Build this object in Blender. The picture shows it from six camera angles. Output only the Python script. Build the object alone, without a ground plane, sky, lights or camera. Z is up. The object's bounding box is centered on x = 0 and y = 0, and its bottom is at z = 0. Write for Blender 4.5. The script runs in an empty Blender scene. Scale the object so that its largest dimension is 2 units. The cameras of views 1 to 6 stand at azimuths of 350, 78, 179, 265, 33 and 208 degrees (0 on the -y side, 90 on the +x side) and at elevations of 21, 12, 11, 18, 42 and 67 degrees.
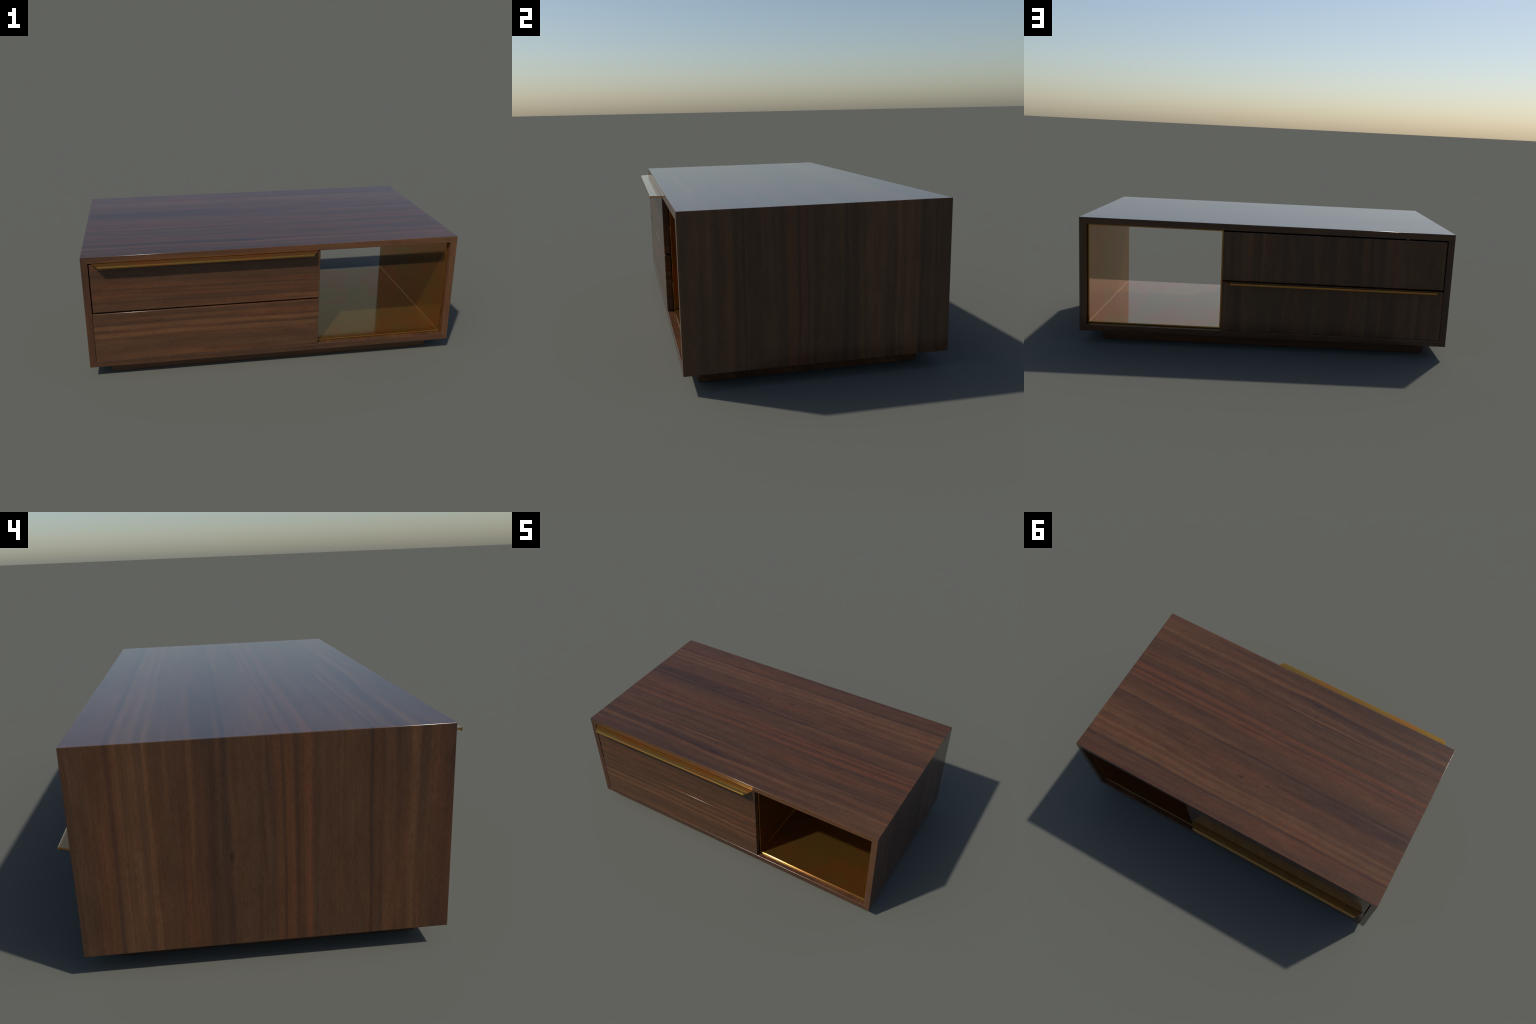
"""Walnut coffee table: a mitred veneer box on a recessed plinth, two drawers with
bent brass edge pulls on each long side, and an open brass-lined cubby running through it."""
import bpy, bmesh, math
from mathutils import Vector

# ------------------------------------------------------------------ sizes (metres)
HALF_X, HALF_Y = 1.0, 0.5355           # casing
Z_BOTTOM, Z_TOP = 0.0675, 0.6907
PANEL = 0.0350                         # casing board thickness
IN_X = HALF_X - PANEL                  # inside of the side boards
IN_Z0, IN_Z1 = Z_BOTTOM + PANEL, Z_TOP - PANEL
DIVIDE_X = 0.2345                      # drawers | cubby
FRONT_T = 0.029                        # drawer front thickness
SPLIT_LOW, SPLIT_HIGH = 0.3757, 0.3843 # gap between the two drawers
DRAWER_TOP = IN_Z1 - 0.0070            # room for the brass pull
LINER_Y = 0.5035                        # brass liner half depth
LINER_T = 0.0093
PLINTH_X, PLINTH_FRONT, PLINTH_BACK = 0.898, -0.470, 0.445
PULL_OUT = 0.586                       # |y| of the pull's outer edge
PULL_T = 0.0056

# ------------------------------------------------------------------ node helper
class Nodes:
    def __init__(self, name):
        self.mat = bpy.data.materials.new(name)
        self.mat.use_nodes = True
        self.t = self.mat.node_tree
        self.t.nodes.clear()

    def n(self, kind, **kw):
        node = self.t.nodes.new(kind)
        for k, v in kw.items():
            setattr(node, k, v)
        return node

    def put(self, socket, v):
        if isinstance(v, bpy.types.NodeSocket):
            self.t.links.new(v, socket)
        elif v is not None:
            socket.default_value = v

    def math(self, op, a, b=None, c=None, clamp=False):
        m = self.n('ShaderNodeMath', operation=op, use_clamp=clamp)
        for i, v in enumerate((a, b, c)):
            self.put(m.inputs[i], v)
        return m.outputs[0]

    def add(self, a, b): return self.math('ADD', a, b)
    def sub(self, a, b): return self.math('SUBTRACT', a, b)
    def mul(self, a, b): return self.math('MULTIPLY', a, b)

    def remap(self, v, f0, f1, t0=0.0, t1=1.0, smooth=True):
        r = self.n('ShaderNodeMapRange', interpolation_type='SMOOTHSTEP' if smooth else 'LINEAR')
        self.put(r.inputs['Value'], v)
        for k, x in zip(('From Min', 'From Max', 'To Min', 'To Max'), (f0, f1, t0, t1)):
            self.put(r.inputs[k], x)
        return r.outputs['Result']

    def vec(self, x, y, z):
        c = self.n('ShaderNodeCombineXYZ')
        for s, v in zip(c.inputs, (x, y, z)):
            self.put(s, v)
        return c.outputs[0]

    def noise(self, vec, scale=1.0, detail=2.0, rough=0.5, distort=0.0):
        t = self.n('ShaderNodeTexNoise')
        self.put(t.inputs['Vector'], vec)
        self.put(t.inputs['Scale'], scale)
        self.put(t.inputs['Detail'], detail)
        self.put(t.inputs['Roughness'], rough)
        self.put(t.inputs['Distortion'], distort)
        return t.outputs['Fac']

    def mix(self, fac, a, b, mode='MIX'):
        m = self.n('ShaderNodeMix', data_type='RGBA', blend_type=mode)
        self.put(m.inputs[0], fac)
        for s, v in ((m.inputs[6], a), (m.inputs[7], b)):
            self.put(s, v if isinstance(v, bpy.types.NodeSocket) else (*v, 1.0))
        return m.outputs[2]

    def finish(self, colour, rough, metallic=0.0, bump=None, bump_strength=0.1, bump_dist=0.001, **extra):
        b = self.n('ShaderNodeBsdfPrincipled')
        self.put(b.inputs['Base Color'], colour)
        self.put(b.inputs['Roughness'], rough)
        self.put(b.inputs['Metallic'], metallic)
        for k, v in extra.items():
            self.put(b.inputs[k.replace('_', ' ')], v)
        if bump is not None:
            bn = self.n('ShaderNodeBump')
            self.put(bn.inputs['Height'], bump)
            bn.inputs['Strength'].default_value = bump_strength
            bn.inputs['Distance'].default_value = bump_dist
            self.put(b.inputs['Normal'], bn.outputs[0])
        o = self.n('ShaderNodeOutputMaterial')
        self.put(o.inputs[0], b.outputs[0])
        return self.mat

# ------------------------------------------------------------------ walnut veneer
MID, RED, DARK = (0.080, 0.0338, 0.0152), (0.104, 0.0380, 0.0165), (0.032, 0.0175, 0.0125)
LIGHT, OLIVE = (0.128, 0.0570, 0.0240), (0.068, 0.0330, 0.0165)

def walnut(name, along, across, seed, streaks=(), knots=(), roughness=0.17, tone=1.0):
    """along / across: (kx, ky, kz, offset) linear forms of the object position giving
    the coordinate with the grain and across it.  streaks: (across, half width, kind,
    amount).  knots: (along, across, size)."""
    N = Nodes(name)
    tc = N.n('ShaderNodeTexCoord')
    sep = N.n('ShaderNodeSeparateXYZ')
    N.put(sep.inputs[0], tc.outputs['Object'])

    def linear(form):
        out = None
        for k, s in zip(form[:3], sep.outputs):
            if k:
                term = N.mul(s, float(k))
                out = term if out is None else N.add(out, term)
        return N.add(out, float(form[3]))
    g, a0 = linear(along), linear(across)
    sd = float(seed)

    # slow wander of the fibres, plus the way they swerve round each knot
    wander = N.sub(N.noise(N.vec(N.mul(g, 1.3), N.mul(a0, 3.0), sd), 1.0, 2.0), 0.5)
    ripple = N.sub(N.noise(N.vec(N.mul(g, 4.5), N.mul(a0, 16.0), sd + 2.0), 1.0, 2.0), 0.5)
    a = N.add(N.add(a0, N.mul(wander, 0.035)), N.mul(ripple, 0.006))
    knot_dark = None
    for (kg, ka, ks) in knots:
        dg, da = N.sub(g, kg), N.sub(a0, ka)
        d2 = N.add(N.math('POWER', N.mul(dg, 0.30 / ks), 2.0), N.math('POWER', N.mul(da, 1.0 / ks), 2.0))
        fall = N.math('DIVIDE', 1.0, N.add(1.0, N.mul(d2, 0.55)))
        a = N.sub(a, N.mul(N.mul(fall, da), 0.75))
        wob = N.noise(N.vec(N.mul(g, 70.0), N.mul(a0, 140.0), sd + 5.0), 1.0, 2.0)
        core = N.remap(N.add(N.mul(d2, 1.6), N.mul(wob, 0.9)), 0.45, 0.95, 1.0, 0.0)
        knot_dark = core if knot_dark is None else N.math('MAXIMUM', knot_dark, core)

    broad = N.noise(N.vec(N.mul(g, 0.40), N.mul(a, 6.5), sd + 11.0), 1.0, 3.0, 0.55)
    band = N.noise(N.vec(N.mul(g, 0.55), N.mul(a, 24.0), sd + 23.0), 1.0, 3.0, 0.6)
    fine = N.noise(N.vec(N.mul(g, 1.3), N.mul(a, 105.0), sd + 31.0), 1.0, 3.0, 0.6)
    hue = N.noise(N.vec(N.mul(g, 0.9), N.mul(a, 13.0), sd + 47.0), 1.0, 2.0)
    fibre = N.noise(N.vec(N.mul(g, 45.0), N.mul(a, 330.0), sd + 3.0), 1.0, 3.0, 0.65)
    cloud = N.noise(N.vec(N.mul(g, 7.0), N.mul(a, 28.0), sd + 61.0), 1.0, 3.0, 0.6)

    col = N.mix(N.remap(hue, 0.35, 0.68), OLIVE, MID)
    col = N.mix(N.remap(hue, 0.50, 0.74, 0.0, 0.60), col, RED)
    col = N.mix(N.remap(broad, 0.52, 0.72, 0.0, 0.70), col, LIGHT)
    col = N.mix(N.remap(broad, 0.47, 0.28, 0.0, 0.70), col, DARK)
    col = N.mix(N.remap(band, 0.54, 0.76, 0.0, 0.50), col, LIGHT)
    col = N.mix(N.remap(band, 0.47, 0.27, 0.0, 0.65), col, DARK)

    kinds = {'red': RED, 'dark': DARK, 'light': LIGHT, 'olive': OLIVE}
    for i, (c, hw, kind, amt) in enumerate(streaks):
        d = N.math('ABSOLUTE', N.sub(a, c))
        m = N.remap(d, 0.25 * hw, 1.20 * hw, amt * (0.85 if kind == 'dark' else 1.10), 0.0)
        life = N.noise(N.vec(N.mul(g, 2.0), sd + 7.7 * i, N.mul(a, 25.0)), 1.0, 2.0)
        m = N.mul(m, N.remap(life, 0.25, 0.55, 0.70, 1.0))
        m = N.mul(m, N.remap(fine, 0.30, 0.62, 0.75, 1.0))
        col = N.mix(m, col, kinds[kind])

    shade = N.remap(fine, 0.25, 0.75, 0.87, 1.13, False)
    shade = N.mul(shade, N.remap(cloud, 0.25, 0.75, 0.84, 1.16, False))
    shade = N.mul(shade, N.remap(fibre, 0.25, 0.75, 0.74, 1.26, False))
    shade = N.mul(shade, tone)
    col = N.mix(1.0, col, N.vec(shade, shade, shade), 'MULTIPLY')
    if knot_dark is not None:
        col = N.mix(N.mul(knot_dark, 0.65), col, (0.016, 0.010, 0.010))
    return N.finish(col, roughness, Specular_IOR_Level=0.5)

# streak layout of the matched veneer sheet (position measured across the grain, from the table's middle)
SHEET = [(-0.118, 0.016, 'red', 0.95), (-0.070, 0.034, 'red', 0.60), (-0.034, 0.012, 'red', 0.55),
         (-0.085, 0.008, 'dark', 0.70), (-0.050, 0.005, 'dark', 0.60), (-0.140, 0.016, 'dark', 0.45),
         (-0.165, 0.045, 'olive', 0.45), (-0.297, 0.007, 'dark', 0.80), (-0.325, 0.010, 'dark', 0.40),
         (-0.262, 0.020, 'olive', 0.40), (-0.420, 0.016, 'light', 0.50), (-0.350, 0.018, 'light', 0.30),
         (-0.510, 0.030, 'dark', 0.45), (0.040, 0.040, 'olive', 0.55), (0.101, 0.013, 'dark', 0.85),
         (0.135, 0.025, 'dark', 0.40), (0.210, 0.040, 'red', 0.20), (0.312, 0.010, 'light', 0.70),
         (0.352, 0.034, 'light', 0.60), (0.335, 0.006, 'dark', 0.30), (0.414, 0.008, 'dark', 0.70),
         (0.392, 0.010, 'light', 0.50), (0.460, 0.030, 'red', 0.25)]
SHEET_KNOTS = [(0.035, 0.239, 0.016), (-0.141, -0.396, 0.017), (-0.172, -0.328, 0.010),
               (-0.136, 0.217, 0.010), (0.607, 0.087, 0.008), (-0.798, -0.434, 0.008), (-1.345, 0.096, 0.014)]
wood_top = walnut('walnut_veneer_top', (1, 0, 0, 0), (0, 1, 1, -Z_TOP), 3.0, SHEET, SHEET_KNOTS)
wood_left = walnut('walnut_veneer_left_fall', (0, 0, 1, -1.0 - Z_TOP), (1, 1, 0, 1.0), 3.0, SHEET, SHEET_KNOTS)
wood_right = walnut('walnut_veneer_right_fall', (0, 0, -1, 1.0 + Z_TOP), (1, 1, 0, -1.0), 3.0, SHEET, ())
wood_edge = walnut('walnut_veneer_bottom', (1, 0, 0, 0), (0, 1, 1, 0), 19.0)
wood_cross = walnut('walnut_veneer_crossways', (0, 1, 0, 0), (1, 0, 1, 0), 27.0)
FRONT_STREAKS = [(0.580, 0.030, 'dark', 0.40), (0.545, 0.020, 'dark', 0.30), (0.498, 0.004, 'dark', 0.55),
                 (0.476, 0.004, 'dark', 0.30), (0.430, 0.008, 'dark', 0.55), (0.412, 0.010, 'red', 0.40),
                 (0.460, 0.016, 'red', 0.35), (0.520, 0.014, 'red', 0.35),
                 (0.360, 0.012, 'olive', 0.60), (0.335, 0.010, 'light', 0.30), (0.310, 0.006, 'dark', 0.60),
                 (0.290, 0.014, 'light', 0.60), (0.268, 0.004, 'dark', 0.60), (0.248, 0.014, 'light', 0.70),
                 (0.170, 0.040, 'olive', 0.45)]
wood_front = walnut('walnut_veneer_front', (1, 1, 0, 0), (0, 0, 1, 0), 41.0, FRONT_STREAKS,
                    [(-0.093, 0.516, 0.008), (-0.087, 0.175, 0.013), (-0.067, 0.141, 0.009)], tone=1.07)
wood_back = walnut('walnut_veneer_back_upper', (0, 1, 1, 0), (1, 0, 0, 0), 57.0,
    [(0.085, 0.016, 'red', 0.5), (0.0, 0.040, 'red', 0.6), (0.020, 0.006, 'light', 0.6), (-0.10, 0.02, 'dark', 0.4),
     (-0.22, 0.03, 'olive', 0.5), (-0.53, 0.025, 'red', 0.7), (-0.71, 0.030, 'red', 0.6), (-0.62, 0.02, 'dark', 0.4)])
wood_back_low = walnut('walnut_veneer_back_lower', (0, 1, 1, 0), (1, 0, 0, 0), 73.0,
    [(0.055, 0.040, 'olive', 0.5), (-0.24, 0.03, 'dark', 0.4), (-0.47, 0.018, 'red', 0.7), (-0.54, 0.014, 'light', 0.5),
     (-0.70, 0.03, 'dark', 0.4), (-0.82, 0.018, 'light', 0.5), (-0.88, 0.02, 'red', 0.5)])
wood_plinth = walnut('walnut_plinth', (1, 0, 0, 0), (0, 1, 1, 0), 91.0)

# ------------------------------------------------------------------ brass
def brass(name):
    N = Nodes(name)
    tc = N.n('ShaderNodeTexCoord')
    p = tc.outputs['Object']
    patch = N.noise(p, 5.0, 2.0, 0.5, 0.6)
    mottle = N.noise(p, 9.0, 3.0, 0.55, 0.3)
    col = N.mix(N.remap(patch, 0.40, 0.60), (0.518, 0.213, 0.047), (0.450, 0.243, 0.051))
    col = N.mix(N.remap(mottle, 0.40, 0.70, 0.0, 0.20), col, (0.43, 0.196, 0.042))
    rough = 0.075
    return N.finish(col, rough, 0.90)
brass_liner = brass('mottled_brass_lining')
brass_pull = brass('mottled_brass_pull')

# ------------------------------------------------------------------ mesh helpers
def area_normals(bm):
    """Vertex normals weighted by face area: flats stay flat, bevels shade round."""
    out = []
    for v in bm.verts:
        s = Vector()
        for f in v.link_faces:
            s += f.normal * f.calc_area()
        out.append(s.normalized() if s.length else v.normal.copy())
    return out

EDGE_TILT = (0.25, 0.13, 0.13)
def to_object(bm, name, mats, parent, keep=None, normals=None, tilt=None, hollow=None):
    bm.normal_update()
    if normals is None:
        normals = area_normals(bm)
    if tilt:
        # the rounded edges are shaded as one sweep from corner to corner, so a glint slides along them
        los = [min(v.co[i] for v in bm.verts) for i in range(3)]
        his = [max(v.co[i] for v in bm.verts) for i in range(3)]
        for v, nv in zip(bm.verts, normals):
            inside = hollow and abs(v.co.x) < hollow[0] and hollow[1] < v.co.z < hollow[2]
            if max(abs(c) for c in nv) < 0.95 and not inside:
                for i in range(3):
                    if abs(nv[i]) < 0.1:
                        nv[i] += tilt[i] * (1 if v.co[i] > (los[i] + his[i]) / 2 else -1)
                nv.normalize()
    bm.verts.index_update()
    faces = [f for f in bm.faces if keep is None or keep(f)]
    used = sorted({v.index for f in faces for v in f.verts})
    back = {i: k for k, i in enumerate(used)}
    bm.verts.ensure_lookup_table()
    me = bpy.data.meshes.new(name)
    me.from_pydata([bm.verts[i].co[:] for i in used], [], [[back[v.index] for v in f.verts] for f in faces])
    for m in mats:
        me.materials.append(m)
    for p, f in zip(me.polygons, faces):
        p.use_smooth = True
        p.material_index = f.material_index
    me.update()
    me.normals_split_custom_set_from_vertices([normals[i][:] for i in used])
    ob = bpy.data.objects.new(name, me)
    bpy.context.scene.collection.objects.link(ob)
    ob.parent = parent
    return ob

def box_bm(lo, hi, bevel=0.0015, segments=3):
    bm = bmesh.new()
    bmesh.ops.create_cube(bm, size=1.0)
    for v in bm.verts:
        v.co = Vector([lo[i] if v.co[i] < 0 else hi[i] for i in range(3)])
    if bevel:
        bmesh.ops.bevel(bm, geom=bm.edges[:], offset=bevel, segments=segments, profile=0.5, affect='EDGES')
    return bm

def box(name, lo, hi, mat, parent, bevel=0.0015):
    return to_object(box_bm(lo, hi, bevel), name, [mat], parent, tilt=EDGE_TILT)

def tube_bm(x0, x1, z0, z1, t, hy, edge_bevel, corner_bevel, segments=2):
    """Rectangular tube along y with mitred end faces; long corners and rims rounded."""
    bm = bmesh.new()
    ring = lambda d, y: [bm.verts.new((x, y, z)) for x, z in
                         ((x0 + d, z0 + d), (x1 - d, z0 + d), (x1 - d, z1 - d), (x0 + d, z1 - d))]
    of, inf, ob, inb = ring(0, -hy), ring(t, -hy), ring(0, hy), ring(t, hy)
    for i in range(4):
        j = (i + 1) % 4
        bm.faces.new((of[i], of[j], inf[j], inf[i]))
        bm.faces.new((ob[j], ob[i], inb[i], inb[j]))
        bm.faces.new((of[j], of[i], ob[i], ob[j]))
        bm.faces.new((inf[i], inf[j], inb[j], inb[i]))
    bmesh.ops.recalc_face_normals(bm, faces=bm.faces[:])
    bm.normal_update()
    sharp = [e for e in bm.edges if e.calc_face_angle(0) > 0.5]
    lng = [e for e in sharp if abs(e.verts[0].co.y - e.verts[1].co.y) > hy]
    rim = [e for e in sharp if e not in lng]
    if abs(edge_bevel - corner_bevel) < 1e-6:
        bmesh.ops.bevel(bm, geom=sharp, offset=edge_bevel, segments=segments, profile=0.5, affect='EDGES')
    else:
        bmesh.ops.bevel(bm, geom=lng, offset=corner_bevel, segments=4, profile=0.5, affect='EDGES')
        bm.normal_update()
        rim = [e for e in bm.edges if e.calc_face_angle(0) > 0.5
               and abs(e.verts[0].co.y - e.verts[1].co.y) < 1e-5]
        bmesh.ops.bevel(bm, geom=rim, offset=edge_bevel, segments=3, profile=0.5, affect='EDGES')
    bm.normal_update()
    return bm

# ------------------------------------------------------------------ build
table = bpy.data.objects.new('coffee_table', None)
bpy.context.scene.collection.objects.link(table)
table['label'] = 'low dark walnut coffee table with drawers and brass-lined open cubby'
table['category'] = 'coffee table'

casing = bpy.data.objects.new('casing', None)
bpy.context.scene.collection.objects.link(casing)
casing.parent = table

# mitred casing: one frame, cut along its mitres into four boards
bm = tube_bm(-HALF_X, HALF_X, Z_BOTTOM, Z_TOP, PANEL, HALF_Y, 0.0021, 0.0021, segments=4)
zc, hz = (Z_BOTTOM + Z_TOP) / 2, (Z_TOP - Z_BOTTOM) / 2
def board_of(f):
    c = f.calc_center_median()
    dx, dz = HALF_X - abs(c.x), hz - abs(c.z - zc)     # depth below the outer faces
    if abs(dx - dz) < 1e-6:
        dx += 1e-5 * f.normal.x
    if dz < dx:
        return 'top' if c.z > zc else 'bottom'
    return 'right' if c.x > 0 else 'left'
for f in bm.faces:
    n = f.normal
    inner = board_of(f) == 'bottom' and n.z > 0.8 and f.calc_center_median().z < zc
    f.material_index = 1 if inner else 0
for name, key, mats in (('top_board', 'top', [wood_top]), ('bottom_board', 'bottom', [wood_edge, wood_cross]),
                        ('side_board', 'left', [wood_left]), ('side_board', 'right', [wood_right])):
    to_object(bm, name, mats, casing, keep=lambda f, k=key: board_of(f) == k, tilt=EDGE_TILT,
              hollow=(HALF_X - PANEL / 2, Z_BOTTOM + PANEL / 2, Z_TOP - PANEL / 2))

box('plinth', (-PLINTH_X, PLINTH_FRONT, 0.0), (PLINTH_X, PLINTH_BACK, Z_BOTTOM - 0.0003), wood_plinth, table, 0.0012)

# brass lining of the cubby
bm = tube_bm(DIVIDE_X - 0.0003, IN_X - 0.0006, IN_Z0 + 0.0006, IN_Z1 - 0.0006, LINER_T, LINER_Y, 0.0022, 0.0036)
to_object(bm, 'cubby_lining', [brass_liner], table)

# drawers, front and back
def pull(name, z_top, x0, x1, sgn, parent):
    """Bent brass strip lying on the drawer's upper edge, its ends cut at 45 degrees,
    its outer rim turned down into a small rounded lip."""
    y_root, y_out, t, drop, rx, rz = 0.512, PULL_OUT, PULL_T, 0.0122, 0.0120, 0.0040
    prof = [(y_root, z_top)]
    for k in range(9):                                     # softly rounded outer shoulder
        a = math.pi / 2 * (1 - k / 8)
        prof.append((y_out - rx + rx * math.cos(a), z_top - rz + rz * math.sin(a)))
    for k in range(1, 6):                                  # rounded end of the lip
        a = -math.pi * k / 6
        prof.append((y_out - t / 2 + t / 2 * math.cos(a), z_top - drop + t / 2 + t / 2 * math.sin(a)))
    q = 0.0020
    for k in range(5):                                     # hollow under the shoulder
        a = math.pi / 2 * k / 4
        prof.append((y_out - t - q + q * math.cos(a), z_top - t - q + q * math.sin(a)))
    prof.append((y_root, z_top - t))
    bm = bmesh.new()
    def ring(x, d):
        vs = []
        for y, z in prof:
            cut = max(0.0, min(y, y_out) - HALF_Y) * 0.90
            vs.append(bm.verts.new((x + d * cut, sgn * y, z)))
        return vs
    a, b = ring(x0, 1), ring(x1, -1)
    n = len(prof)
    for i in range(n):
        j = (i + 1) % n
        bm.faces.new((a[i], a[j], b[j], b[i]))
    ea, eb = bm.faces.new(a[::-1]), bm.faces.new(b)
    bmesh.ops.recalc_face_normals(bm, faces=bm.faces[:])
    rim = [e for e in list(ea.edges) + list(eb.edges)]
    bmesh.ops.bevel(bm, geom=rim, offset=0.0005, segments=2, profile=0.5, affect='EDGES', clamp_overlap=True)
    return to_object(bm, name, [brass_pull], parent)

def drawer(sgn, x0, x1, z0, z1, mat):
    y_face, y_in = HALF_Y - 0.0004, HALF_Y - FRONT_T
    ys = sorted((sgn * y_face, sgn * y_in))
    d = box('drawer', (x0, ys[0], z0), (x1, ys[1], z1), mat, table, 0.0024)
    yb = sorted((sgn * (y_in - 0.001), sgn * 0.012))
    box('drawer_box', (x0 + 0.010, yb[0], z0 + 0.008), (x1 - 0.008, yb[1], z1 - 0.060), wood_plinth, d, 0.0)
    return d

for sgn, up_mat, low_mat in ((-1, wood_front, wood_front), (1, wood_back, wood_back_low)):
    R = DIVIDE_X + (0.0018 if sgn < 0 else -0.0004)
    upper = drawer(sgn, -IN_X + 0.0050, R, SPLIT_HIGH, DRAWER_TOP, up_mat)
    lower = drawer(sgn, -IN_X + 0.0010, R, IN_Z0 + 0.0008, SPLIT_LOW, low_mat)
    if sgn < 0:
        pull('drawer_pull', IN_Z1 - 0.0006, -IN_X + 0.0050, R, sgn, upper)
    else:
        pull('drawer_pull', SPLIT_LOW + 0.0003 + PULL_T, -IN_X + 0.0030, R, sgn, lower)
